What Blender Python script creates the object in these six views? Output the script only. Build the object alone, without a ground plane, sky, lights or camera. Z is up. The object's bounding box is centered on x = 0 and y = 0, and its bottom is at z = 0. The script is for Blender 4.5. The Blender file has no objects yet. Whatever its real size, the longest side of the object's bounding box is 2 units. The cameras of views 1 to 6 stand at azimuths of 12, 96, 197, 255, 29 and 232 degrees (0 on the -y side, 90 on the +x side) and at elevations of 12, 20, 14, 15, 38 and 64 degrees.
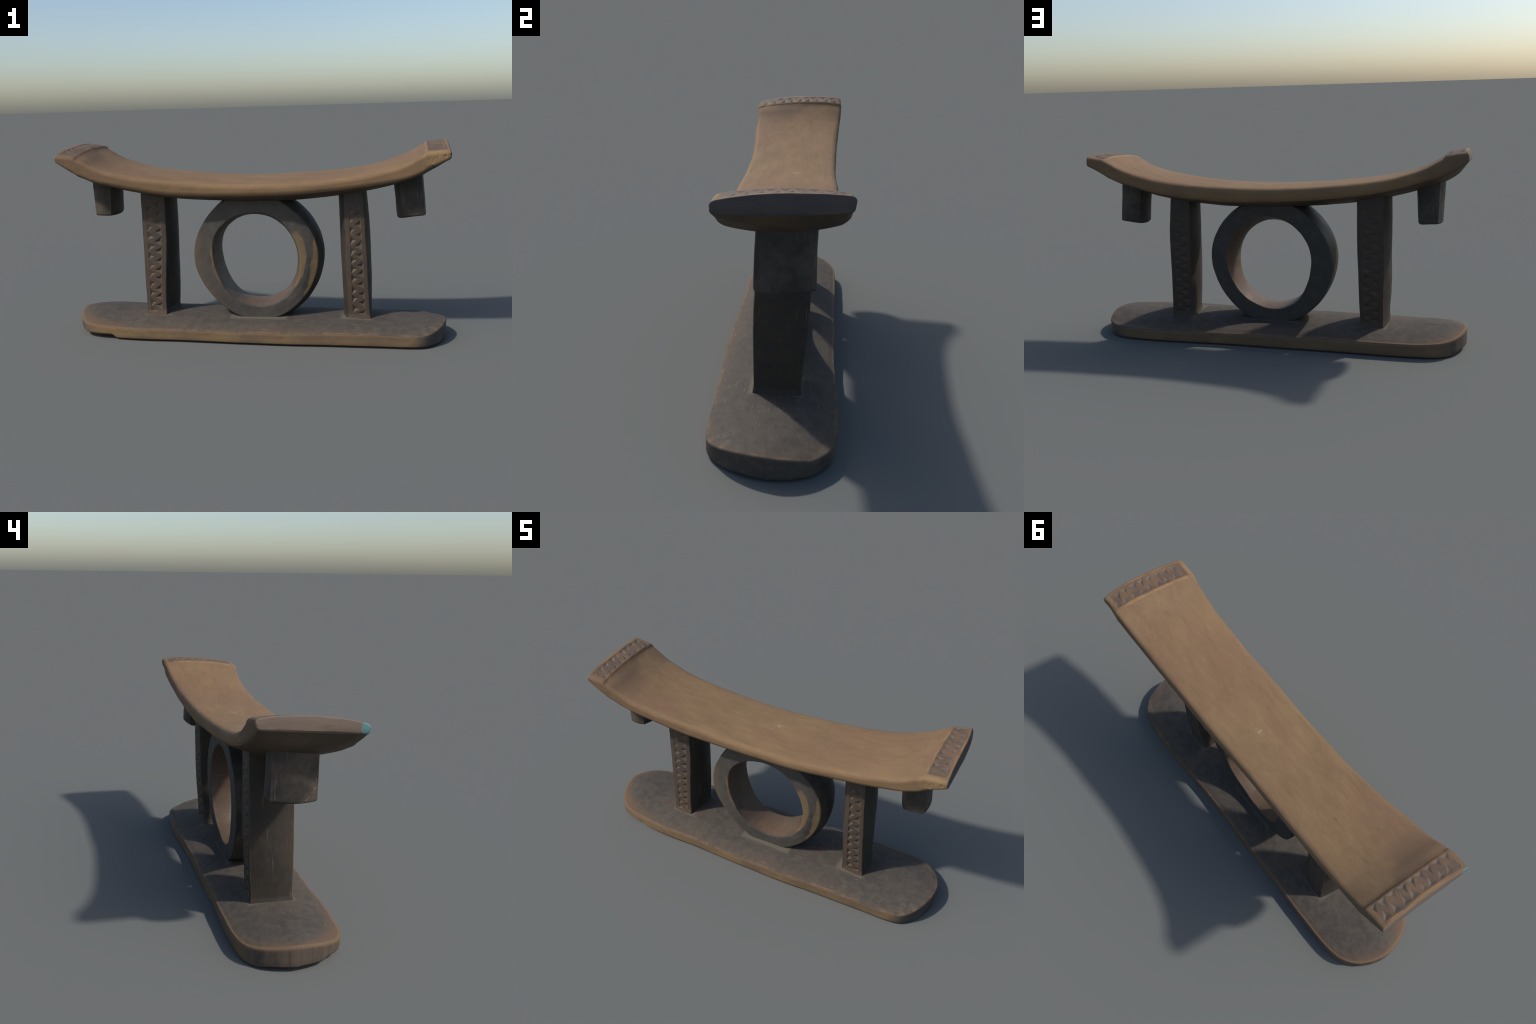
"""Carved wooden headrest stool: dished seat on two carved posts and a ring, long rounded base."""
import bpy, bmesh, math, random
import numpy as np
from mathutils import Vector, noise

random.seed(7)
TAU = math.tau

# ------------------------------------------------------------------ helpers
def pchip(xs, ys):
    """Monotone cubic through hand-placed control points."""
    xs = np.array(xs, float); ys = np.array(ys, float)
    h = np.diff(xs); d = np.diff(ys) / h
    m = np.zeros_like(ys)
    m[0], m[-1] = d[0], d[-1]
    for i in range(1, len(xs) - 1):
        if d[i-1] * d[i] > 0:
            w1, w2 = 2*h[i] + h[i-1], h[i] + 2*h[i-1]
            m[i] = (w1 + w2) / (w1 / d[i-1] + w2 / d[i])
    def f(x):
        x = np.clip(np.asarray(x, float), xs[0], xs[-1])
        i = np.clip(np.searchsorted(xs, x) - 1, 0, len(h) - 1)
        t = (x - xs[i]) / h[i]
        return ((1+2*t)*(1-t)**2*ys[i] + t*(1-t)**2*h[i]*m[i]
                + t*t*(3-2*t)*ys[i+1] + t*t*(t-1)*h[i]*m[i+1])
    return f

def closed_spline(pts, n):
    """Even resampling of a closed Catmull-Rom curve (centripetal-ish, by chord)."""
    P = np.array(pts, float); k = len(P); out = []
    for i in range(k):
        p0, p1, p2, p3 = P[i-1], P[i], P[(i+1) % k], P[(i+2) % k]
        for t in np.linspace(0, 1, 24, endpoint=False):
            d01 = np.linalg.norm(p1-p0); d12 = np.linalg.norm(p2-p1); d23 = np.linalg.norm(p3-p2)
            m1 = (p2-p0) / (d01+d12) * d12; m2 = (p3-p1) / (d12+d23) * d12
            out.append((2*t**3-3*t*t+1)*p1 + (t**3-2*t*t+t)*m1 + (-2*t**3+3*t*t)*p2 + (t**3-t*t)*m2)
    Q = np.array(out); Q = np.vstack([Q, Q[:1]])
    s = np.concatenate([[0], np.cumsum(np.linalg.norm(np.diff(Q, axis=0), axis=1))])
    u = np.linspace(0, s[-1], n, endpoint=False)
    return np.stack([np.interp(u, s, Q[:, a]) for a in range(Q.shape[1])], 1)

def bez(a, c, b, n):
    t = np.linspace(0, 1, n)[:, None]
    return (1-t)**2 * np.array(a) + 2*t*(1-t) * np.array(c) + t*t * np.array(b)

def sstep(a, b, x):
    t = np.clip((x - a) / (b - a), 0, 1)
    return t*t*(3 - 2*t)

def fbm(p, f, o=3):
    v = Vector((p[0]*f, p[1]*f, p[2]*f)); r = 0; a = 1
    for k in range(o):
        r += a * noise.noise(v * (2**k)); a *= .5
    return r

def mesh_object(name, verts, faces, mats, face_mat=None, smooth_angle=40, parent=None):
    me = bpy.data.meshes.new(name)
    me.from_pydata([tuple(v) for v in verts], [], faces)
    for m in mats: me.materials.append(m)
    if face_mat is not None:
        me.polygons.foreach_set("material_index", np.array(face_mat, np.int32))
    me.polygons.foreach_set("use_smooth", np.ones(len(me.polygons), bool))
    bm = bmesh.new(); bm.from_mesh(me)
    bmesh.ops.remove_doubles(bm, verts=bm.verts, dist=2e-5)
    bmesh.ops.recalc_face_normals(bm, faces=bm.faces)
    bm.to_mesh(me); bm.free()
    me.set_sharp_from_angle(angle=math.radians(smooth_angle))
    ob = bpy.data.objects.new(name, me)
    bpy.context.scene.collection.objects.link(ob)
    if parent: ob.parent = parent
    return ob

def loft_faces(nr, n):
    F = []
    for r in range(nr - 1):
        for i in range(n):
            j = (i + 1) % n
            F.append((r*n+i, r*n+j, (r+1)*n+j, (r+1)*n+i))
    return F

def roughen(V, amp, f, seed):
    """Adze and knife unevenness: low-frequency displacement in three axes."""
    o = Vector((seed*3.1, seed*1.7, -seed*2.3))
    for v in V:
        p = Vector(v)
        v += np.array([fbm(p + o, f, 2), fbm(p + o*2 + Vector((9, 4, 1)), f, 2), fbm(p - o + Vector((2, 7, 5)), f, 2)]) * amp

def chip_depth(s, t, rows, pitch, seed, gain=1.0):
    """Two rows of three-faceted triangular chip cuts whose points interlock, leaving a zigzag."""
    d = 0.0
    for k, (t0, t1, off) in enumerate(rows):
        tau = (t - t0) / (t1 - t0)
        if not 0 <= tau <= 1: continue
        q = s / pitch + off
        c = math.floor(q); rnd = random.Random(c*31 + k*977 + seed)
        w = .47 + rnd.uniform(-.05, .03); sh = rnd.uniform(-.10, .10); g = rnd.uniform(.65, 1.15)
        tau = tau * rnd.uniform(.9, 1.22)
        if tau > 1: continue
        p = q - c - .5 + sh + (tau-.5)*rnd.uniform(-.2, .2)
        hw = w * (1 - tau)
        if abs(p) < hw:
            b1 = (1 - tau)/2 + p/(2*w); b2 = (1 - tau)/2 - p/(2*w)
            d = max(d, 3*min(tau, b1, b2) * g)
    return d * gain

# ------------------------------------------------------------------ node materials
class Nodes:
    def __init__(self, name):
        self.m = bpy.data.materials.new(name); self.m.use_nodes = True
        self.t = self.m.node_tree; self.t.nodes.clear()
        self.out = self.t.nodes.new("ShaderNodeOutputMaterial")
        self.b = self.t.nodes.new("ShaderNodeBsdfPrincipled")
        self.t.links.new(self.b.outputs[0], self.out.inputs[0])
        self.co = self.t.nodes.new("ShaderNodeTexCoord").outputs["Object"]
        self.xyz = self.t.nodes.new("ShaderNodeSeparateXYZ"); self.link(self.co, self.xyz.inputs[0])
        self.x, self.y, self.z = self.xyz.outputs
        self._n = None
    def link(self, a, b): self.t.links.new(a, b)
    def put(self, sock, v):
        if hasattr(v, "is_linked"): self.link(v, sock)
        else: sock.default_value = v
    def math(self, op, a, b=0.0, c=0.0, clamp=False):
        n = self.t.nodes.new("ShaderNodeMath"); n.operation = op; n.use_clamp = clamp
        for s, v in zip(n.inputs, (a, b, c)): self.put(s, v)
        return n.outputs[0]
    def add(self, a, b): return self.math("ADD", a, b)
    def sub(self, a, b): return self.math("SUBTRACT", a, b)
    def mul(self, a, b): return self.math("MULTIPLY", a, b)
    def step(self, v, lo, hi):
        n = self.t.nodes.new("ShaderNodeMapRange"); n.interpolation_type = "SMOOTHSTEP"
        self.put(n.inputs[0], v)
        if lo < hi: a, b, c, d = lo, hi, 0., 1.
        else: a, b, c, d = hi, lo, 1., 0.
        for s, w in zip(list(n.inputs)[1:5], (a, b, c, d)): s.default_value = w
        return n.outputs[0]
    def mapped(self, scale=(1, 1, 1), rot=(0, 0, 0), loc=(0, 0, 0)):
        n = self.t.nodes.new("ShaderNodeMapping")
        self.link(self.co, n.inputs[0])
        n.inputs["Location"].default_value = loc; n.inputs["Rotation"].default_value = rot; n.inputs["Scale"].default_value = scale
        return n.outputs[0]
    def noise(self, freq, detail=4, rough=.55, scale=(1, 1, 1), rot=(0, 0, 0), loc=(0, 0, 0), dist=0.0):
        n = self.t.nodes.new("ShaderNodeTexNoise")
        self.link(self.mapped(scale, rot, loc), n.inputs["Vector"])
        n.inputs["Scale"].default_value = freq; n.inputs["Detail"].default_value = detail
        n.inputs["Roughness"].default_value = rough; n.inputs["Distortion"].default_value = dist
        return n.outputs[0]
    def mix(self, f, a, b, mode="MIX"):
        n = self.t.nodes.new("ShaderNodeMix"); n.data_type = "RGBA"; n.blend_type = mode
        self.put(n.inputs[0], f)
        for s, v in ((n.inputs[6], a), (n.inputs[7], b)):
            if isinstance(v, tuple): v = (*v, 1)
            self.put(s, v)
        return n.outputs[2]
    def edge(self, radius=.012):
        """Worn outside edges: how far the rounded normal turns away from the true one."""
        b = self.t.nodes.new("ShaderNodeBevel"); b.samples = 8; b.inputs[0].default_value = radius
        g = self.t.nodes.new("ShaderNodeNewGeometry")
        d = self.t.nodes.new("ShaderNodeVectorMath"); d.operation = "DOT_PRODUCT"
        self.link(b.outputs[0], d.inputs[0]); self.link(g.outputs["Normal"], d.inputs[1])
        return self.sub(1.0, d.outputs["Value"])
    def near(self, p, r0, r1):
        d = self.t.nodes.new("ShaderNodeVectorMath"); d.operation = "DISTANCE"
        self.link(self.co, d.inputs[0]); d.inputs[1].default_value = p
        return self.step(d.outputs["Value"], r1, r0)
    def box_dist(self, cx, cy, hx, hy, rot=0.0):
        x = self.sub(self.x, cx); y = self.sub(self.y, cy)
        dx = self.sub(self.math("ABSOLUTE", x), hx); dy = self.sub(self.math("ABSOLUTE", y), hy)
        return self.math("MAXIMUM", dx, dy)
    def scratches(self, freq, rots, thr=.66, stretch=.06):
        tot = None
        for i, (r, ax) in enumerate(rots):
            s = [1.0, 1.0, 1.0]; s[ax] = stretch
            v = self.noise(freq, 2, .5, scale=tuple(s), rot=r, loc=(i*3.3, i*1.7, i*.9))
            v = self.step(v, thr, thr + .1)
            tot = v if tot is None else self.math("MAXIMUM", tot, v)
        return tot
    def finish(self, col, rough=.6, bump=None, strength=.2, dist=.004, spec=.2):
        self.put(self.b.inputs["Base Color"], col)
        self.put(self.b.inputs["Roughness"], rough)
        self.b.inputs["Specular IOR Level"].default_value = spec
        if bump is not None:
            n = self.t.nodes.new("ShaderNodeBump"); n.inputs["Strength"].default_value = strength
            n.inputs["Distance"].default_value = dist
            self.link(bump, n.inputs["Height"]); self.link(n.outputs[0], self.b.inputs["Normal"])
        return self.m

TAN, TAN_PINK, TAN_DARK = (.206, .131, .069), (.190, .116, .067), (.142, .093, .051)
GOLD, RUST = (.228, .145, .066), (.20, .088, .037)
CHAR, CHAR_WARM, CHAR_GREY = (.036, .032, .027), (.050, .038, .028), (.060, .054, .043)
DUST = (.145, .132, .102)

def seat_material():
    n = Nodes("worn_tan_wood")
    big = n.noise(3.2, 3, .5, scale=(.5, 1, 1)); mid = n.noise(11, 4, .6, scale=(.45, 1, 1), loc=(2, 1, 0)); fine = n.noise(70, 4, .65, scale=(.25, 1, 1))
    c = n.mix(n.step(big, .36, .66), TAN, TAN_PINK)
    c = n.mix(n.mul(n.step(mid, .45, .72), .38), c, TAN_DARK)
    c = n.mix(n.mul(n.step(mid, .42, .28), .3), c, (.245, .155, .072))
    c = n.mix(n.mul(n.step(fine, .5, .75), .3), c, TAN_DARK)
    c = n.mix(n.mul(n.step(fine, .48, .28), .2), c, (.255, .160, .082))
    streak = n.noise(34, 5, .7, scale=(.16, 1, 1), rot=(0, 0, .5), loc=(1, 2, 0), dist=.4)
    c = n.mix(n.mul(n.step(streak, .50, .68), .35), c, (.138, .086, .046))
    c = n.mix(n.mul(n.step(streak, .46, .34), .22), c, (.262, .172, .098))
    scuff = n.scratches(120, [((0, 0, .9), 0), ((0, 0, -.7), 0), ((0, 0, 1.5), 0)], .68, .1)
    c = n.mix(n.mul(scuff, n.mul(n.step(mid, .4, .6), .30)), c, (.275, .195, .12))
    blot = n.noise(7, 5, .65, loc=(6, 1, 3))
    c = n.mix(n.mul(n.step(blot, .54, .70), .34), c, (.150, .090, .056))
    # darker, greyer tone in the two dished ends, stronger on the left
    ax = n.math("ABSOLUTE", n.x)
    ends = n.mul(n.step(ax, .68, .86), n.step(n.noise(5, 3, .6, loc=(4, 0, 0)), .25, .6))
    left = n.step(n.x, 0.0, -.3)
    c = n.mix(n.mul(ends, n.add(.3, n.mul(left, .4))), c, (.118, .082, .055))
    # pale worn long edges
    e = n.edge(.03)
    c = n.mix(n.mul(n.step(e, .01, .14), n.step(n.noise(6, 3, .6, loc=(0, 5, 2)), .36, .62)), c, GOLD)
    dirt = n.mul(n.step(n.noise(9, 5, .7, scale=(.35, 1, 1), loc=(3, 9, 1)), .42, .58), n.mul(n.step(e, .004, .05), n.step(n.y, .06, .14)))
    c = n.mix(n.mul(dirt, .6), c, (.092, .066, .042))
    # a few pale nicks and dark pits
    nick = n.math("MAXIMUM", n.near((.045, .03, .84), .012, .026), n.near((.02, -.02, .84), .004, .014))
    c = n.mix(n.mul(nick, n.mul(n.step(n.noise(60, 2, .5, scale=(1, .3, 1)), .45, .6), .45)), c, (.36, .31, .23))
    pits = n.step(n.noise(30, 2, .4, scale=(.7, 1, 1), loc=(8, 3, 1)), .77, .85)
    c = n.mix(n.mul(pits, .35), c, (.09, .06, .04))
    # bare fresher wood on the chipped front corner of the right end
    chip = n.mul(n.near((.93, -.185, .935), .03, .085), n.step(n.y, -.145, -.165))
    c = n.mix(n.mul(chip, .8), c, (.25, .162, .082))
    b = n.add(n.mul(mid, .7), n.mul(fine, .35))
    return n.finish(c, n.add(.58, n.mul(mid, .2)), b, .35, .004, .12)

def band_material():
    n = Nodes("carved_band_wood")
    v = n.noise(26, 4, .6); g = n.noise(9, 3, .6, loc=(1, 6, 2))
    c = n.mix(n.step(v, .35, .65), (.118, .077, .052), (.098, .069, .051))
    c = n.mix(n.mul(n.step(g, .45, .65), .6), c, (.175, .10, .055))
    e = n.edge(.005)
    c = n.mix(n.mul(n.step(e, .02, .2), .75), c, (.225, .165, .115))
    return n.finish(c, .6, v, .3, .003)

def rim_material():
    n = Nodes("rust_rubbed_rim")
    v = n.noise(14, 4, .6, scale=(1, .6, 1)); g = n.noise(40, 3, .6)
    c = n.mix(n.step(v, .4, .62), (.222, .134, .060), (.178, .096, .048))
    c = n.mix(n.mul(n.step(g, .5, .7), .45), c, (.14, .085, .05))
    return n.finish(c, .55, g, .3, .003)

def end_grain_material():
    n = Nodes("seat_end_grain")
    v = n.noise(18, 4, .6, scale=(1, .35, 1.4)); g = n.noise(60, 3, .6, scale=(1, .3, 1))
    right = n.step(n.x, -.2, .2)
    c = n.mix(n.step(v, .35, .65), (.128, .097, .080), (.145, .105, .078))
    c = n.mix(right, c, n.mix(n.step(v, .35, .65), (.062, .055, .056), (.085, .070, .062)))  # right end face darker: its shade is painted into the colour
    c = n.mix(n.mul(n.step(g, .52, .7), .4), c, (.09, .066, .05))
    e = n.edge(.012)
    c = n.mix(n.mul(n.step(e, .03, .2), .8), c, (.26, .165, .085))
    blob = n.add(n.near((-.99, -.240, .968), .0, .055), n.mul(n.noise(45, 3, .6), .30))
    paint = n.mul(n.step(blob, .60, .78), n.mul(n.step(n.x, -.96, -.974), .9))
    c = n.mix(paint, c, (.085, .185, .195))
    return n.finish(c, n.add(.6, n.mul(paint, -.15)), g, .3, .003)

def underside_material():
    n = Nodes("dark_brown_underside")  # a darker brown than the seat top
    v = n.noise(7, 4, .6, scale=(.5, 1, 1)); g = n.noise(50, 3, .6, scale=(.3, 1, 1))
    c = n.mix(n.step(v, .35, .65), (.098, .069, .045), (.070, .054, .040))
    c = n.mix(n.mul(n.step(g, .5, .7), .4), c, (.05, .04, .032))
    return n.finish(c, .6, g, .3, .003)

def dark_wood(name, front=CHAR_WARM, base=CHAR, worn=(.15, .083, .046), edge_r=.017, edge_amt=.75, scr=True, crack=False):
    n = Nodes(name)
    v = n.noise(8, 4, .6); w = n.noise(26, 4, .65, loc=(3, 2, 1)); g = n.noise(90, 3, .6, scale=(1, 1, .3))
    c = n.mix(n.step(v, .35, .66), base, front)
    c = n.mix(n.mul(n.step(w, .5, .72), .5), c, CHAR_GREY)
    c = n.mix(n.mul(n.step(g, .5, .7), .3), c, (.035, .030, .027))
    if scr:
        s = n.scratches(60, [((.5, 0, 0), 2), ((-.4, .3, .2), 2), ((.15, -.5, 0), 2)], .68)
        c = n.mix(n.mul(s, .35), c, (.19, .165, .13))
    e = n.mul(n.step(n.edge(edge_r), .015, .14), n.step(n.add(n.mul(v, .6), n.mul(w, .4)), .34, .56))
    c = n.mix(n.mul(e, edge_amt), c, worn)
    if crack:   # pale healed crack across the lower corner of the left block
        lz = n.sub(.742, n.z)
        path = n.sub(n.y, n.add(-.100, n.mul(n.math("POWER", n.math("MAXIMUM", lz, 0.001), 1.8), 4.2)))
        d = n.math("ABSOLUTE", n.add(path, n.mul(n.sub(n.noise(40, 3, .5), .5), .02)))
        m = n.mul(n.step(d, .0028, .0008), n.mul(n.step(n.x, -.83, -.842), n.step(n.z, .76, .742)))
        c = n.mix(n.mul(m, n.mul(n.step(n.noise(90, 2, .5), .42, .6), .75)), c, (.34, .31, .25))
    return n.finish(c, n.add(.45, n.mul(w, .25)), n.add(g, n.mul(w, .8)), .3, .003, .2)

def post_carved_material():
    n = Nodes("carved_post_wood")
    v = n.noise(7, 4, .6, loc=(5, 1, 2)); w = n.noise(30, 4, .6); g = n.noise(90, 3, .6, scale=(1, 1, .3))
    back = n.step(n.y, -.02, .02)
    c = n.mix(n.step(v, .35, .65), (.066, .050, .040), (.086, .057, .038))
    c = n.mix(n.mul(n.step(w, .5, .72), .55), c, (.060, .050, .044))
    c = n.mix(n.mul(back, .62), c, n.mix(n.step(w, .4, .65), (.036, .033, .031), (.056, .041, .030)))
    top = n.step(n.z, .60, .68)
    c = n.mix(n.mul(top, .35), c, (.052, .044, .039))
    e = n.edge(.012)
    c = n.mix(n.mul(n.step(e, .02, .2), .8), c, (.135, .090, .058))
    c = n.mix(n.mul(n.step(g, .52, .7), .3), c, (.055, .042, .036))
    return n.finish(c, .55, n.add(g, w), .3, .003, .2)

def base_top_material():
    n = Nodes("dusty_charcoal_base")
    v = n.noise(5, 4, .6); w = n.noise(24, 5, .65, loc=(3, 2, 1)); g = n.noise(110, 3, .6, scale=(.35, 1, 1)); r = n.noise(4, 3, .6, loc=(7, 7, 1))
    c = n.mix(n.step(w, .34, .66), (.064, .054, .046), (.086, .074, .060))
    c = n.mix(n.mul(n.step(v, .5, .7), .5), c, (.062, .053, .046))
    c = n.mix(n.mul(n.step(r, .52, .68), .4), c, (.092, .064, .050))
    c = n.mix(n.mul(n.step(g, .5, .72), .35), c, (.050, .043, .040))
    s = n.scratches(110, [((0, 0, .55), 0), ((0, 0, -.8), 0), ((0, 0, 1.3), 0), ((0, 0, 1.8), 0)], .66, .12)
    c = n.mix(n.mul(s, n.mul(n.step(v, .4, .6), .42)), c, (.175, .155, .122))
    # dust packed into the corner round each foot
    for cx, cy, hx, hy in ((-.530, -.004, .060, .100), (.543, .016, .068, .094), (.028, -.008, .140, .096)):
        d = n.add(n.box_dist(cx, cy, hx, hy), n.mul(n.sub(w, .5), .035))
        c = n.mix(n.mul(n.step(d, .020, .002), .5), c, DUST)
    pale = n.mul(n.near((.90, -.14, .075), .0, .065), n.step(w, .42, .64))
    c = n.mix(n.mul(pale, .42), c, (.17, .168, .138))
    # brown wear creeping in from the outline
    ax = n.math("ABSOLUTE", n.x)
    ex = n.math("MAXIMUM", n.sub(ax, .76), 0.0)
    rad = n.math("SQRT", n.add(n.mul(n.y, n.y), n.mul(ex, ex)))
    lim = n.add(rad, n.mul(n.sub(v, .5), .10))
    c = n.mix(n.mul(n.step(lim, .165, .245), n.add(.22, n.mul(n.step(n.x, -.5, -.85), .45))), c, (.135, .086, .052))
    e = n.edge(.032)
    c = n.mix(n.mul(n.step(e, .006, .07), n.step(n.add(n.add(n.mul(v, .45), n.mul(w, .55)), n.mul(n.step(n.x, .2, -.9), .16)), .42, .60)), c, (.205, .122, .062))
    return n.finish(c, n.add(.62, n.mul(w, .2)), n.add(n.mul(w, .8), g), .3, .003, .12)

def base_side_material():
    n = Nodes("golden_brown_base_side")
    v = n.noise(7, 4, .6, scale=(.6, 1, 1)); w = n.noise(30, 4, .6, scale=(.5, 1, 1)); st = n.noise(38, 4, .75, scale=(1, 1, .03), dist=.3)
    c = n.mix(n.step(v, .35, .65), (.175, .118, .060), (.128, .085, .055))
    c = n.mix(n.mul(n.step(w, .5, .7), .45), c, (.095, .067, .046))
    backside = n.step(n.y, -.05, .1)
    c = n.mix(n.mul(backside, .35), c, (.105, .075, .046))
    # charcoal right end; streaked end grain on the left
    rend = n.step(n.add(n.x, n.mul(v, .1)), .86, .96)
    c = n.mix(n.mul(rend, .92), c, n.mix(n.step(w, .4, .7), (.050, .046, .044), (.075, .068, .060)))
    lend = n.step(n.add(n.x, n.mul(n.sub(v, .5), .08)), -.86, -.93)
    grain = n.mix(n.step(st, .38, .58), (.066, .054, .046), (.100, .076, .058))
    grain = n.mix(n.mul(n.step(st, .56, .66), n.mul(n.step(n.noise(8, 2, .5, scale=(1, 1, .1), loc=(3, 1, 0)), .52, .62), .8)), grain, (.215, .175, .125))
    grain = n.mix(n.mul(n.step(w, .5, .68), .5), grain, (.105, .072, .048))
    c = n.mix(lend, c, grain)
    e = n.edge(.026)
    c = n.mix(n.mul(n.step(e, .01, .08), n.mul(n.step(n.x, .95, .7), .85)), c, (.235, .135, .070))
    return n.finish(c, .58, n.add(w, n.mul(st, .5)), .3, .003)

RC = (.026, .43)          # ring centre (x, z)
def ring_face_material():
    n = Nodes("ring_face_wood")
    v = n.noise(8, 4, .6); w = n.noise(26, 4, .65, loc=(3, 2, 1)); g = n.noise(90, 3, .6)
    c = n.mix(n.step(v, .35, .66), (.052, .048, .042), (.074, .063, .053))
    c = n.mix(n.mul(n.step(w, .48, .72), .55), c, (.084, .077, .064))
    c = n.mix(n.mul(n.step(n.y, -.02, .03), .72), c, n.mix(n.step(w, .4, .7), (.040, .037, .034), (.056, .048, .041)))
    front = n.step(n.y, -.02, -.04)
    dx = n.sub(n.x, RC[0]); dz = n.sub(n.z, RC[1])
    rad = n.math("SQRT", n.add(n.mul(dx, dx), n.mul(dz, dz)))
    ang = n.math("ARCTAN2", dz, dx)
    jit = n.mul(n.sub(n.noise(9, 3, .6, loc=(2, 0, 4)), .5), .05)
    rj = n.add(rad, jit)
    arc = n.mul(n.step(n.add(ang, n.mul(jit, 6.)), -.72, -.62), n.step(n.add(ang, n.mul(jit, 6.)), .62, .5))
    inner = n.mul(n.step(rj, .262, .254), arc)
    outer = n.mul(n.step(n.sub(rj, n.mul(n.math("ABSOLUTE", n.add(ang, .12)), .045)), .286, .293), arc)
    bare = n.mul(front, n.math("MAXIMUM", inner, outer))
    c = n.mix(n.mul(bare, .92), c, n.mix(n.step(v, .35, .6), (.180, .124, .062), (.145, .105, .057)))
    # rubbed inner lip on the left
    lip = n.mul(front, n.mul(n.step(rj, .250, .232), n.mul(n.step(n.x, -.04, -.14), n.step(n.z, .58, .5))))
    c = n.mix(n.mul(lip, .8), c, (.20, .13, .065))
    rust = n.mul(front, n.mul(n.step(rj, .285, .325), n.mul(n.step(n.x, -.10, -.2), n.step(n.z, .60, .5))))
    c = n.mix(n.mul(rust, .5), c, (.125, .077, .046))
    e = n.mul(n.step(n.edge(.012), .02, .2), n.step(v, .36, .56))
    c = n.mix(n.mul(e, .6), c, (.18, .105, .055))
    return n.finish(c, n.add(.45, n.mul(w, .25)), n.add(g, w), .3, .003, .2)

def ring_inner_material():
    n = Nodes("red_brown_ring_bore")
    v = n.noise(9, 4, .6); g = n.noise(60, 4, .65, scale=(.5, .18, .5), rot=(0, 0, .5)); w = n.noise(24, 3, .6, scale=(1, .5, 1))
    c = n.mix(n.step(v, .35, .65), (.104, .068, .044), (.082, .058, .043))
    c = n.mix(n.mul(n.step(g, .48, .66), .5), c, (.136, .088, .051))
    c = n.mix(n.mul(n.step(w, .55, .72), .5), c, (.070, .056, .047))
    up = n.step(n.z, .36, .56)  # upper bore darkened, shade painted into the wood colour
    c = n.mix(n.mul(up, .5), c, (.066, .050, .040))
    return n.finish(c, .5, g, .35, .003, .2)

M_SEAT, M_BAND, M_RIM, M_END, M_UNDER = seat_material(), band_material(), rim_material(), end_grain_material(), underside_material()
def cut_material():
    n = Nodes("dusty_chip_cut")
    v = n.noise(22, 4, .6)
    c = n.mix(n.step(v, .35, .65), (.132, .104, .076), (.098, .076, .057))
    return n.finish(c, .65, v, .3, .003)
def post_cut_material():
    n = Nodes("rubbed_post_cut")
    v = n.noise(26, 4, .6); back = n.step(n.y, -.02, .02)
    c = n.mix(n.step(v, .35, .65), (.096, .074, .051), (.072, .056, .042))
    c = n.mix(back, c, n.mix(n.step(v, .35, .65), (.092, .064, .041), (.066, .050, .036)))
    return n.finish(c, .6, v, .3, .003)
M_CUT, M_PCUT = cut_material(), post_cut_material()
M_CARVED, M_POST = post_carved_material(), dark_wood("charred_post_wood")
M_BLOCK = dark_wood("charred_block_wood", front=(.082, .064, .052), crack=True, edge_amt=.6)
M_BTOP, M_BSIDE = base_top_material(), base_side_material()
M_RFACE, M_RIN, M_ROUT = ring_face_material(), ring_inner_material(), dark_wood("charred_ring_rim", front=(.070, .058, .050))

root = bpy.data.objects.new("wooden_stool", None)
bpy.context.scene.collection.objects.link(root)
root["label"] = "carved dark wooden headrest stool with curved seat and ring"
root["category"] = "wooden stool"

# ------------------------------------------------------------------ seat
#  x, front edge y, top z, bottom z | back edge y, top z, bottom z | crown, keel z
SEAT = [
 (-.985, -.250, .980, .945, .186, 1.016, .980, .025, .964),
 (-.930, -.251, .975, .912, .186, 1.009, .939, .023, .892),
 (-.886, -.248, .967, .885, .187, 1.000, .918, .021, .862),
 (-.874, -.247, .958, .876, .187, .986, .911, .019, .856),
 (-.850, -.244, .951, .866, .187, .972, .902, .015, .846),
 (-.800, -.240, .924, .844, .186, .945, .885, .012, .828),
 (-.700, -.238, .888, .820, .184, .911, .852, .010, .799),
 (-.600, -.231, .868, .797, .182, .884, .826, .009, .775),
 (-.400, -.215, .843, .766, .180, .859, .796, .008, .742),
 (-.200, -.209, .827, .758, .184, .843, .777, .008, .727),
 ( .000, -.206, .821, .760, .190, .837, .768, .008, .719),
 ( .200, -.205, .822, .764, .197, .843, .766, .008, .721),
 ( .400, -.193, .836, .776, .205, .854, .780, .009, .737),
 ( .600, -.180, .864, .799, .219, .880, .809, .010, .768),
 ( .700, -.174, .885, .815, .228, .907, .837, .011, .792),
 ( .800, -.173, .918, .841, .237, .944, .869, .012, .824),
 ( .845, -.173, .942, .860, .243, .970, .890, .014, .842),
 ( .869, -.174, .954, .872, .246, .983, .901, .017, .851),
 ( .880, -.174, .964, .879, .248, .988, .909, .019, .858),
 ( .930, -.173, .968, .906, .254, .996, .935, .018, .888),
 ( .985, -.171, .972, .931, .260, 1.005, .958, .018, .944),
]
SEAT = [(x, yF + (-.004 if x < -.6 else -.001 if x < -.3 else .005 if x < .5 else -.001), zF, zf, yB + (.001 if abs(x) > .9 else .007 if x > .1 else .004), zB, zb - .001, cr - (.003 if x < -.84 else 0), zk)
        for x, yF, zF, zf, yB, zB, zb, cr, zk in SEAT]
cols = list(zip(*SEAT))
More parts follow.
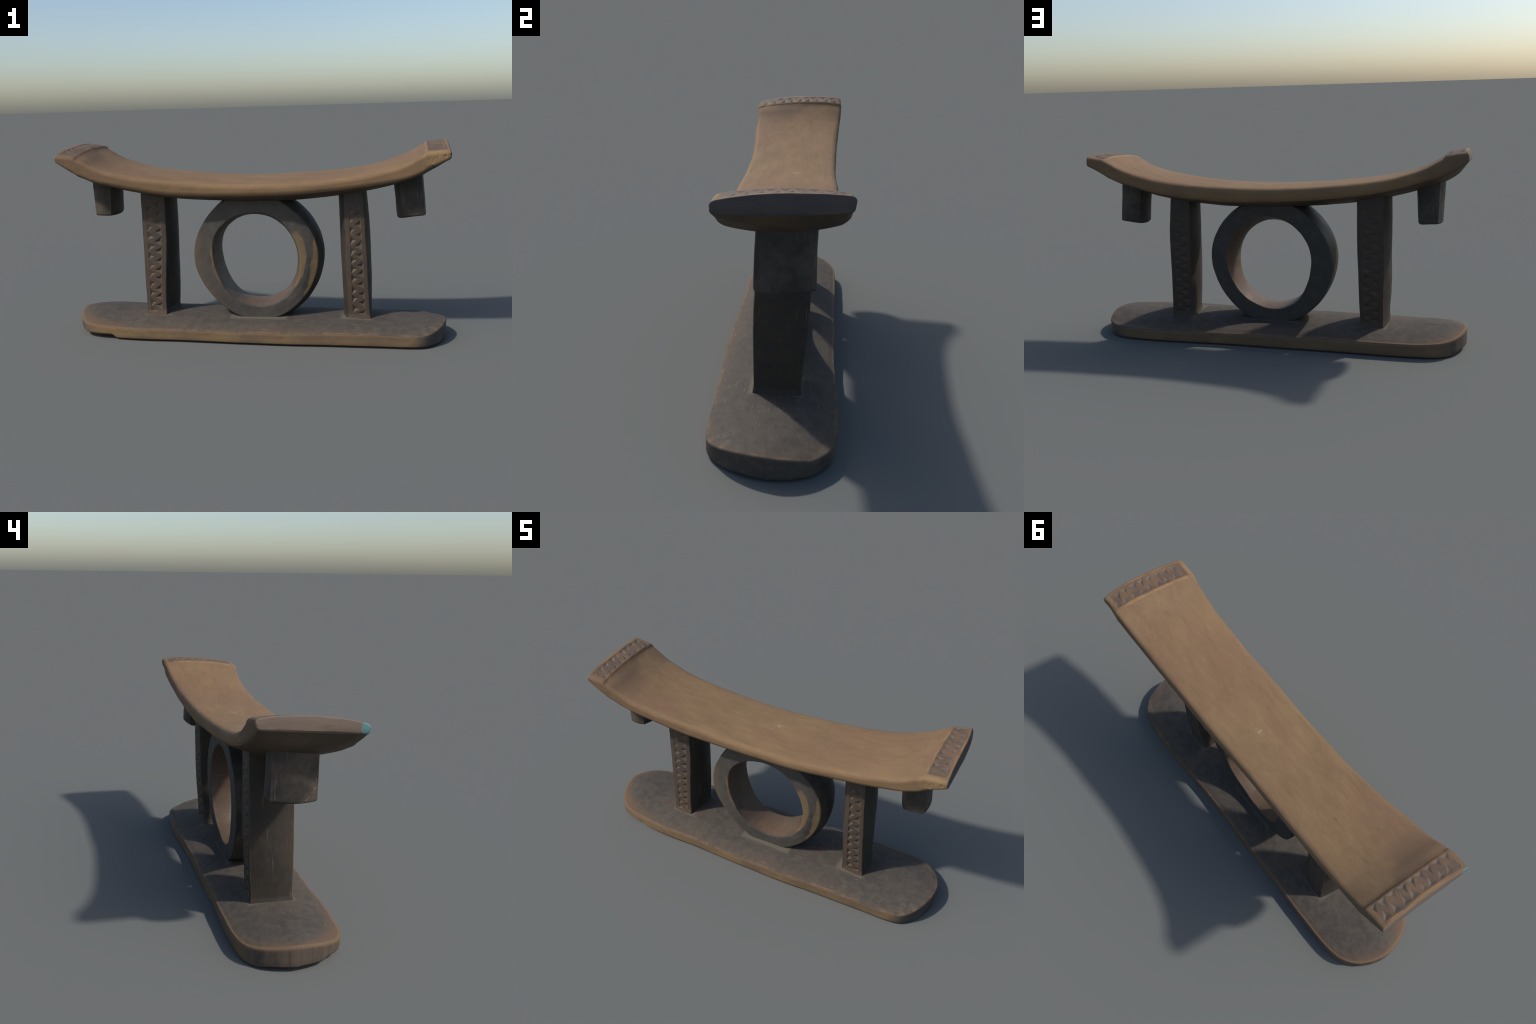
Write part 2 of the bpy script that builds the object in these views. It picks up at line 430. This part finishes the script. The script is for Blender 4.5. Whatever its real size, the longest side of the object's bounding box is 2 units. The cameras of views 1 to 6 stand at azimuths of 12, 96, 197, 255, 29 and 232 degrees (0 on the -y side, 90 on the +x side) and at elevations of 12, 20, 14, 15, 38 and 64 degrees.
SF = [pchip(cols[0], c) for c in cols[1:]]
NT, NS, NB = 200, 8, 200

def seat_section(x):
    yF, zF, zf, yB, zB, zb, cr, zk = [float(f(x)) for f in SF]
    R = .024 - .011*float(sstep(.6, .9, abs(x)))
    W = yB - yF
    top = lambda t: np.array([yB + (yF-yB)*t, zB + (zF-zB)*t + (cr+.001)*(1-(2*t-1)**2)**.8])
    def bot(t):   # front to back: keeled belly
        lin = zf + (zb-zf)*t; lm = (zf+zb)/2
        return np.array([yF + .006 + (W-.012)*t, lin + (zk-lm)*(1-abs(2*t-1)**2.1)])
    a = R / W
    pts = [top(t) for t in np.linspace(a, 1-a, NT)]
    hF = min(.4, R/(zF-zf)); hB = min(.4, R/(zB-zb))
    Ft, Fb = np.array([yF, zF]), np.array([yF+.006, zf]); Bt, Bb = np.array([yB, zB]), np.array([yB-.006, zb])
    bulge = np.array([-.003, 0])
    f1, f2 = Ft + (Fb-Ft)*hF + bulge, Ft + (Fb-Ft)*(1-hF) + bulge
    b1, b2 = Bb + (Bt-Bb)*hB - bulge, Bb + (Bt-Bb)*(1-hB) - bulge
    pts += list(bez(top(1-a), top(1), f1, 7)[1:-1])
    pts += list(np.linspace(f1, f2, NS))
    pts += list(bez(f2, bot(0), bot(a*1.3), 7)[1:-1])
    pts += [bot(t) for t in np.linspace(a*1.3, 1-a*1.3, NB)]
    pts += list(bez(bot(1-a*1.3), bot(1), b1, 7)[1:-1])
    pts += list(np.linspace(b1, b2, NS))
    pts += list(bez(b2, top(0), top(a), 7)[1:-1])
    return np.array(pts)

def build_seat():
    pad = np.linspace(.862, .981, 72)
    xs = np.concatenate([-pad[::-1], np.linspace(-.862, .862, 230)[1:-1], pad])
    rows = []
    for x in xs:
        s = seat_section(x)
        rows.append(np.column_stack([np.full(len(s), x), s]))
    n = len(rows[0])
    for sgn in (-1, 1):               # softened arris, then the cut end
        s = seat_section(sgn*.985); c = s.mean(0)
        add = []
        for k in (1, 2, 3):
            a = k/3*math.pi/2; ins = .005*(1-math.cos(a))
            d = s - c; L = np.linalg.norm(d, axis=1)[:, None]
            # inset mostly in z so the thin lens keeps its shape
            q = s.copy(); q[:, 1] -= np.sign(s[:, 1] - np.interp(s[:, 0], [s[:, 0].min(), s[:, 0].max()], [s[s[:, 0].argmin(), 1], s[s[:, 0].argmax(), 1]])) * ins
            q[:, 0] -= np.sign(d[:, 0]) * ins * np.clip(np.abs(d[:, 0])/.2, 0, 1)**6
            add.append(np.column_stack([np.full(n, sgn*(.981 + .005*math.sin(a))), q]))
        rows = add[::-1] + rows if sgn < 0 else rows + add
    V = np.array(rows); nr = len(V)
    # top of the end leans back a little, ends bow out slightly in plan
    for r in range(nr):
        x = V[r, :, 0]; w = sstep(.88, .985, np.abs(x))
        y = V[r, :, 1]; zt = V[r, :NT, 2].mean()
        lean = np.clip((zt + .004 - V[r, :, 2]) / .05, 0, 1) * .008
        if x[0] > 0: V[r, :, 0] = x + w*(lean - .001 - .35*np.maximum(y-.04, 0)**2)
        else: V[r, :, 0] = x - w*(lean - .003 + .03*np.maximum(y, 0))
    flat = V.reshape(-1, 3)
    roughen(flat, .0022, 3.0, 1); roughen(flat, .0008, 14.0, 2)
    # carved bands, recessed between rims
    tag = np.zeros((nr, n), np.int8)
    for r in range(nr):
        ax = abs(rows[r][0, 0])
        yF, yB = V[r, NT-1, 1], V[r, 0, 1]
        for i in range(n):
            if i < NT:
                if ax > .872:
                    t = (ax - .886) / (.968 - .886); s = V[r, i, 1] - yF
                    m = min(s, yB - V[r, i, 1])
                    wob = .10*fbm((s*11, ax*3, 0), 1, 3)
                    if -.02+wob <= t <= 1.02+wob and m > .009 + .1*wob:
                        t = min(1, max(0, t)); tag[r, i] = 1
                        left = rows[r][0, 0] < 0
                        d = chip_depth(s - .012 + .006*fbm((s*9, 3, 0), 1, 1), t, [(.04, .56, 0.0), (.96, .42, .5)], .0462 if left else .0440, 3 if left else 4)
                        if not left:
                            d *= .8 * float(sstep(.01, .06, s))
                        edge = min(t, 1-t, (m-.009)/.08) * 5
                        if d > .06: tag[r, i] = 4
                        V[r, i, 2] -= .0066*d + .0012*min(1, edge)
                    else:
                        tag[r, i] = 2 if (t < 0 or t > 1) and m > .012 + .2*wob else 0
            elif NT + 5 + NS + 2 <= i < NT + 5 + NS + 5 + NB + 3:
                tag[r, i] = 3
    # knocked-off lower corner, right front
    for r in range(nr):
        for i in range(NT, n):
            p = V[r, i]
            if p[0] > .86 and p[1] < -.08:
                k = float(sstep(.15, .02, np.linalg.norm(p - np.array([.965, -.18, .905]))))
                q = fbm(p, 34, 2) + .6*fbm(p, 80, 1)
                p += np.array([0, .4, .6]) * .008 * k * max(0, q + .15)
    faces = loft_faces(nr, n); fm = []
    tagf = tag.reshape(-1)
    for f in faces:
        ts = sorted(tagf[v] for v in f)
        ax = np.abs(flat[f[0], 0])
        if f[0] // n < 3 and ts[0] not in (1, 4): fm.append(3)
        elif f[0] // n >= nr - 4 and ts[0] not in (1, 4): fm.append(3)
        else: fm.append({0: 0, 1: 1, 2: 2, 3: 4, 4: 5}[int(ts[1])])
    half = n // 2; s0 = n - 5 - NS//2          # split the loop at the middle of each side
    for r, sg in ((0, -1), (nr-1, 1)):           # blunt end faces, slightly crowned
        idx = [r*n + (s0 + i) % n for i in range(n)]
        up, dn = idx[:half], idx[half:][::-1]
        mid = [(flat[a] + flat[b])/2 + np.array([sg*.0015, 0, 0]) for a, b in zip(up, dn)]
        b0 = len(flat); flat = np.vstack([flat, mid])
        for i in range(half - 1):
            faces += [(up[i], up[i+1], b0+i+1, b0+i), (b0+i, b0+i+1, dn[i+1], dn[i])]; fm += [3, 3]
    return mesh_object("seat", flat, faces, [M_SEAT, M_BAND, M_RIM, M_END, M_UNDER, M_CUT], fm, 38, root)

build_seat()

# ------------------------------------------------------------------ posts and hanging blocks
def prism(corners, zs, seg, rad, bow=None):
    """Rounded polygon section lofted up z. corners: list of functions z -> (x, y), counter-clockwise;
    seg: samples per side. Returns rings and, per ring vertex, (side index, fraction along side)."""
    rings, info = [], None
    for z in zs:
        C = [np.array(c(z)) for c in corners]; k = len(C); ring = []; inf = []
        for a in range(k):
            A, B = C[a], C[(a+1) % k]; d = B - A; L = np.linalg.norm(d); d = d/L
            r = min(rad, L*.3)
            P, Q = A + d*r, B - d*r
            for t in np.linspace(0, 1, seg[a]):
                out = np.array([d[1], -d[0]]) * (bow(a, z)*4*t*(1-t) if bow else 0)
                ring.append(P + (Q-P)*t + out); inf.append((a, (r + (L-2*r)*t)/L))
            E = C[(a+2) % k] - B; E /= np.linalg.norm(E)
            for p in bez(Q, B, B + E*r, 6)[1:-1]:
                ring.append(p); inf.append((a, 1.0))
        rings.append(np.column_stack([np.array(ring), np.full(len(ring), z)])); info = inf
    return rings, info

def track(*rows):
    """Corner line up the post: rows of (z, x, y)."""
    z, x, y = zip(*rows); fx, fy = pchip(z, x), pchip(z, y)
    return lambda h: (float(fx(h)), float(fy(h)))

def build_post(name, corners, seg, front, back, seed, lo, hi, rows_f, rows_b, pitch, bow):
    zs = np.concatenate([np.linspace(.085, .13, 12)[:-1], np.linspace(.13, .82, 370)])
    rings, info = prism(corners, zs, seg, .005, bow)
    for r, z in enumerate(zs):                      # small flare where the post grows out of the base
        c = rings[r][:, :2].mean(0); fl = .007 * float(sstep(.135, .10, z))
        d = rings[r][:, :2] - c
        rings[r][:, :2] += d / np.linalg.norm(d, axis=1)[:, None] * fl
    V = np.array(rings); n = V.shape[1]; flat = V.reshape(-1, 3)
    roughen(flat, .0022, 5.0, seed); roughen(flat, .0006, 22.0, seed+1)
    fmv = np.zeros((len(zs), n), np.int8)
    for r, z in enumerate(zs):
        for i, (side, t) in enumerate(info):
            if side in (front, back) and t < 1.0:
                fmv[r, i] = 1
                if lo < z < hi:
                    rows = rows_f if side == front else rows_b
                    d = chip_depth(z + .008*fbm((z*4, seed, 0), 1, 1), t, rows, float(pitch(z)), seed + side)
                    g = .0088 if side == front else .0100
                    if d > .10: fmv[r, i] = 2
                    V[r, i, 1] += g*d * (1 if side == front else -1)
    faces = loft_faces(len(zs), n); fm = [int(np.sort(fmv.reshape(-1)[list(f)])[1]) for f in faces]
    faces += [tuple(range(n))[::-1], tuple((len(zs)-1)*n + i for i in range(n))]; fm += [0, 0]
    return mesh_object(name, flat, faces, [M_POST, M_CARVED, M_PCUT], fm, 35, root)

left = [track((.1, -.593, -.098), (.25, -.592, -.099), (.4, -.592, -.099), (.8, -.591, -.096)),
        track((.1, -.479, -.102), (.25, -.476, -.099), (.4, -.466, -.098), (.55, -.460, -.093), (.8, -.458, -.088)),
        track((.1, -.465, .089), (.25, -.457, .094), (.4, -.454, .100), (.8, -.454, .102)),
        track((.1, -.581, .090), (.25, -.584, .099), (.55, -.588, .103), (.8, -.587, .105))]
build_post("support_post", left, [62, 40, 62, 40], 0, 2, 11, .125, .735,
           [(.20, .52, 0.0), (.80, .46, .5)], [(.18, .56, .2), (.82, .44, .7)], lambda z: .0505,
           lambda side, z: .003 if side % 2 == 0 else (.019 if side == 1 else .021) * (.45 + .6*float(sstep(.1, .35, z))))
right = [track((.1, .499, -.066), (.25, .494, -.080), (.4, .488, -.087), (.55, .485, -.086), (.8, .473, -.070)),
         track((.1, .614, -.069), (.25, .607, -.073), (.4, .600, -.077), (.55, .590, -.075), (.8, .573, -.071)),
         track((.1, .601, .109), (.25, .590, .121), (.4, .582, .129), (.55, .578, .132), (.8, .554, .136)),
         track((.1, .472, .098), (.25, .475, .108), (.4, .470, .117), (.55, .463, .122), (.8, .454, .125))]
build_post("support_post", right, [62, 40, 62, 40], 0, 2, 23, .13, .70,
           [(.24, .52, .3), (.80, .44, .8)], [(.20, .54, .1), (.80, .46, .6)], lambda z: .0510,
           lambda side, z: .003 if side % 2 == 0 else (.022 if side == 1 else .020) * (.55 + .45*float(sstep(.1, .35, z))))

def build_block(name, corners, zlo, seed, sag):
    zs = np.linspace(.0, 1, 40)
    def ringz(k): return .665 + (.87 - .665)*k
    zz = [ringz(k) for k in zs]
    rings, info = prism(corners, zz, [14, 24, 14, 24], .006, lambda side, z: .007 if side % 2 == 0 else .019)
    # rounded bottom arris
    first = rings[0]; c = first[:, :2].mean(0); add = []
    for k in range(1, 6):
        a = k/5*math.pi/2; r = .010
        q = first.copy(); d = q[:, :2] - c; L = np.linalg.norm(d, axis=1)[:, None]
        q[:, :2] -= d/L * r*(1-math.cos(a)); q[:, 2] -= r*math.sin(a)
        add.append(q)
    last = add[-1]
    for f in (.75, .5, .25, .06):
        q = last.copy(); q[:, :2] = c + (last[:, :2]-c)*f; add.append(q)
    V = np.array(add[::-1] + rings); n = V.shape[1]
    for r in range(len(V)):
        for p in V[r]:
            w = float(sstep(.74, .66, p[2])) if p[2] > .66 else 1.0
            u = (p[1]-c[1])/.10
            p[2] += w*(zlo(p[0], p[1]) - .655 - sag*(1-min(1, u*u)))
    flat = V.reshape(-1, 3); roughen(flat, .0022, 6.0, seed); roughen(flat, .0006, 25.0, seed+1)
    faces = loft_faces(len(V), n)
    faces += [tuple(range(n))[::-1], tuple((len(V)-1)*n + i for i in range(n))]
    return mesh_object(name, flat, faces, [M_BLOCK], None, 40, root)

build_block("hanging_block", [
    track((.65, -.846, -.109), (.85, -.856, -.107)), track((.65, -.765, -.099), (.85, -.753, -.098)),
    track((.65, -.766, .089), (.85, -.755, .080)), track((.65, -.850, .089), (.85, -.858, .085))],
    lambda x, y: .647 + .06*(y+.1) - .05*(x+.8), 31, .006)
build_block("hanging_block", [
    track((.65, .775, -.045), (.85, .745, -.045)), track((.65, .882, -.049), (.85, .860, -.044)),
    track((.65, .851, .158), (.85, .833, .150)), track((.65, .752, .128), (.85, .722, .140))],
    lambda x, y: .643 + .14*(x-.83) + .02*(y-.05), 37, .010)

# ------------------------------------------------------------------ ring
def polar(pts, n):
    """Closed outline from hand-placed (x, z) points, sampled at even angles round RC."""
    Q = closed_spline(pts, 900); a = np.unwrap(np.arctan2(Q[:, 1]-RC[1], Q[:, 0]-RC[0])); r = np.hypot(Q[:, 0]-RC[0], Q[:, 1]-RC[1])
    if a[-1] < a[0]: a, r = a[::-1], r[::-1]
    a = np.concatenate([a - TAU, a, a + TAU]); r = np.concatenate([r, r, r])
    th = np.linspace(-math.pi, math.pi, n, endpoint=False)
    f = np.fft.rfft(np.interp(th, a, r)); f[6:] = 0       # keep the broad lopsided roundness only
    return th, np.fft.irfft(f, n)

OUT_F = [(.350, .416), (.345, .485), (.320, .549), (.272, .622), (.213, .684), (.140, .728), (.03, .765), (-.07, .755), (-.138, .726), (-.212, .662),
         (-.271, .583), (-.302, .507), (-.307, .416), (-.290, .332), (-.257, .266), (-.183, .185), (-.106, .122), (-.04, .095), (.08, .092), (.169, .124), (.254, .192), (.306, .265), (.338, .347)]
OUT_B = [(.352, .413), (.348, .488), (.309, .596), (.257, .664), (.177, .729), (.08, .765), (-.04, .765), (-.121, .737), (-.243, .633), (-.296, .538), (-.319, .453),
         (-.308, .37), (-.280, .275), (-.205, .18), (-.127, .122), (-.04, .095), (.08, .093), (.150, .118), (.216, .165), (.285, .249), (.323, .328)]
IN_F = [(.252, .383), (.251, .442), (.235, .511), (.19, .588), (.132, .631), (.08, .655), (.032, .664), (-.025, .659), (-.078, .640), (-.143, .603), (-.184, .555), (-.206, .473),
        (-.198, .38), (-.162, .28), (-.087, .199), (-.016, .167), (.067, .166), (.142, .196), (.202, .248), (.236, .292)]
IN_B = [(.267, .456), (.245, .54), (.17, .63), (.09, .672), (.02, .682), (-.06, .668), (-.14, .61), (-.19, .53), (-.208, .448), (-.195, .36), (-.155, .265), (-.09, .195),
        (.014, .170), (.11, .19), (.19, .25), (.245, .34)]

def build_ring():
    N = 220
    th, of = polar(OUT_F, N); _, ob = polar(OUT_B, N); _, nf = polar(IN_F, N); _, nb = polar(IN_B, N)
    rows, kinds = [], None
    for k in range(N):
        a = th[k]; ca, sa = math.cos(a), math.sin(a)
        rightness = max(0, ca)**2 * (1 if abs(a) < 1.6 else 0)
        yfi = -.096 - .010*max(0, -ca) + .007*max(0, -sa)
        yfo = -.091 - .009*max(0, -ca) + .024*rightness
        ybi = .100 + .004*ca - .012*max(0, -sa)**2; ybo = .102 + .004*ca - .014*max(0, -sa)**2
        A, B, C, D = np.array([nf[k], yfi]), np.array([of[k], yfo]), np.array([ob[k], ybo]), np.array([nb[k] - .004, ybi])
        mid = (B*.45 + A*.55) + np.array([0, -.006*rightness])     # crest between the two pared facets
        ring, kd = [], []
        def side(P, Q, n, kind, bul=0.0):
            for t in np.linspace(0, 1, n):
                p = P + (Q-P)*t; p = p + np.array([bul*4*t*(1-t), 0]); ring.append(p); kd.append(kind)
        def cut(P, Q, r=.007): return P + (Q-P)/np.linalg.norm(Q-P)*r
        def corner(P, c, Q, kind):
            for p in bez(P, c, Q, 5)[1:-1]: ring.append(p); kd.append(kind)
        side(cut(A, mid), mid, 9, 0); side(mid + (B-mid)*.1, cut(B, mid), 9, 0)
        corner(cut(B, mid), B, cut(B, C), 0)
        side(cut(B, C), cut(C, B), 16, 2, .014 + .006*ca + .016*max(0, ca)*max(0, -sa))
        corner(cut(C, B), C, cut(C, D), 0)
        side(cut(C, D), cut(D, C), 14, 0)
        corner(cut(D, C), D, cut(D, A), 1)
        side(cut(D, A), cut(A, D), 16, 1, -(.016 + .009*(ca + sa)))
        corner(cut(A, D), A, cut(A, mid), 0)
        ring = np.array(ring)
        rows.append(np.column_stack([RC[0] + ring[:, 0]*ca, ring[:, 1], RC[1] + ring[:, 0]*sa])); kinds = kd
    V = np.array(rows); n = V.shape[1]; flat = V.reshape(-1, 3)
    roughen(flat, .0024, 6.0, 41); roughen(flat, .0009, 18.0, 42)
    faces, fm = [], []
    for r in range(N):
        r2 = (r+1) % N
        for i in range(n):
            j = (i+1) % n
            faces.append((r*n+i, r*n+j, r2*n+j, r2*n+i)); fm.append(min(kinds[i], kinds[j]) if kinds[i] != kinds[j] else kinds[i])
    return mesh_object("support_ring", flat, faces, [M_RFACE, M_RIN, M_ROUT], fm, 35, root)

build_ring()

# ------------------------------------------------------------------ base
OUTLINE = [(-.6, -.247), (-.4, -.240), (-.2, -.241), (0, -.240), (.2, -.238), (.4, -.224), (.6, -.217), (.8, -.210), (.885, -.195), (.945, -.142), (.983, -.062), (.998, .02),
           (.985, .11), (.952, .18), (.885, .236), (.8, .255), (.6, .256), (.4, .245), (.2, .233), (0, .229), (-.2, .224), (-.4, .221), (-.6, .220), (-.8, .208), (-.877, .191),
           (-.935, .152), (-.978, .09), (-.999, .01), (-.992, -.055), (-.970, -.118), (-.937, -.168), (-.895, -.204), (-.84, -.224), (-.75, -.235)]

def base_top(x, y):
    ex = max(0, abs(x) - .55)
    e = min(1.0, math.hypot(y/.24, ex/.62))
    return .112 - .045*e**2.2 + ((.021*float(sstep(.66, .93, -x)) if x < 0 else .008*float(sstep(.80, .97, x)))*(1 - abs(y)/.42))

def build_base():
    N = 460; P = closed_spline([(x*1.002, y + (.004 if y > 0 else -.004)) for x, y in OUTLINE], N)
    spine = np.column_stack([np.clip(P[:, 0], -.74, .74), np.full(N, .005)])
    tang = np.roll(P, -1, 0) - np.roll(P, 1, 0); tang /= np.linalg.norm(tang, axis=1)[:, None]
    nrm = np.column_stack([tang[:, 1], -tang[:, 0]])
    rows, kinds = [], []
    def zbot(p):
        lift = .018*float(sstep(-.72, -.75, p[0])*sstep(-.10, -.16, p[1])) + .014*float(sstep(-.93, -.985, p[0]))
        return (.005 if p[1] < 0 else .002) + min(lift, .021)
    def ring(fn, kind): rows.append(np.array([fn(k) for k in range(N)])); kinds.append(kind)
    # underside, from the spine outwards
    for f in (1.0, .7, .4, .2, .1):
        ring(lambda k: (*(P[k] + (spine[k]-P[k])*f), 0.0 + (zbot(P[k])-.002)*(1-f)**3), 1)
    for ins, dz in ((.012, .001), (.007, .002), (.003, .005), (.001, .010)):
        ring(lambda k: (*(P[k] - nrm[k]*ins), zbot(P[k]) + dz), 1)
    def rim(k): return base_top(*P[k])
    for t in (.3, .5, .7):
        ring(lambda k: (*(P[k] - nrm[k]*.001), (zbot(P[k])+.010)*(1-t) + (rim(k)-.010)*t), 1)
    for k2 in range(6):
        a = k2/5*math.pi/2
        ring(lambda k: (*(P[k] - nrm[k]*.009*(1-math.cos(a))), rim(k) - .009 + .009*math.sin(a)), 1 if k2 < 2 else 0)
    for f in list(np.linspace(.06, .985, 46)) + [1.0]:
        def q(k):
            p = (P[k] - nrm[k]*.009); p = p + (spine[k]-p)*f
            return (*p, base_top(*p))
        ring(q, 0)
    V = np.array(rows); flat = V.reshape(-1, 3); keep = flat[:, 2].copy()
    roughen(flat, .0026, 4.0, 51); roughen(flat, .0007, 20.0, 52)
    flat[:, 2] = np.where(keep < .012, np.maximum(keep, 0), flat[:, 2])
    faces = loft_faces(len(rows), N); fm = [kinds[f[2] // N] for f in faces]
    return mesh_object("base", flat, faces, [M_BTOP, M_BSIDE], fm, 40, root)

build_base()

# rest exactly on the ground
low = min(v.co.z for o in root.children for v in o.data.vertices)
for o in root.children:
    if abs(low) > 1e-6:
        for v in o.data.vertices: v.co.z -= low
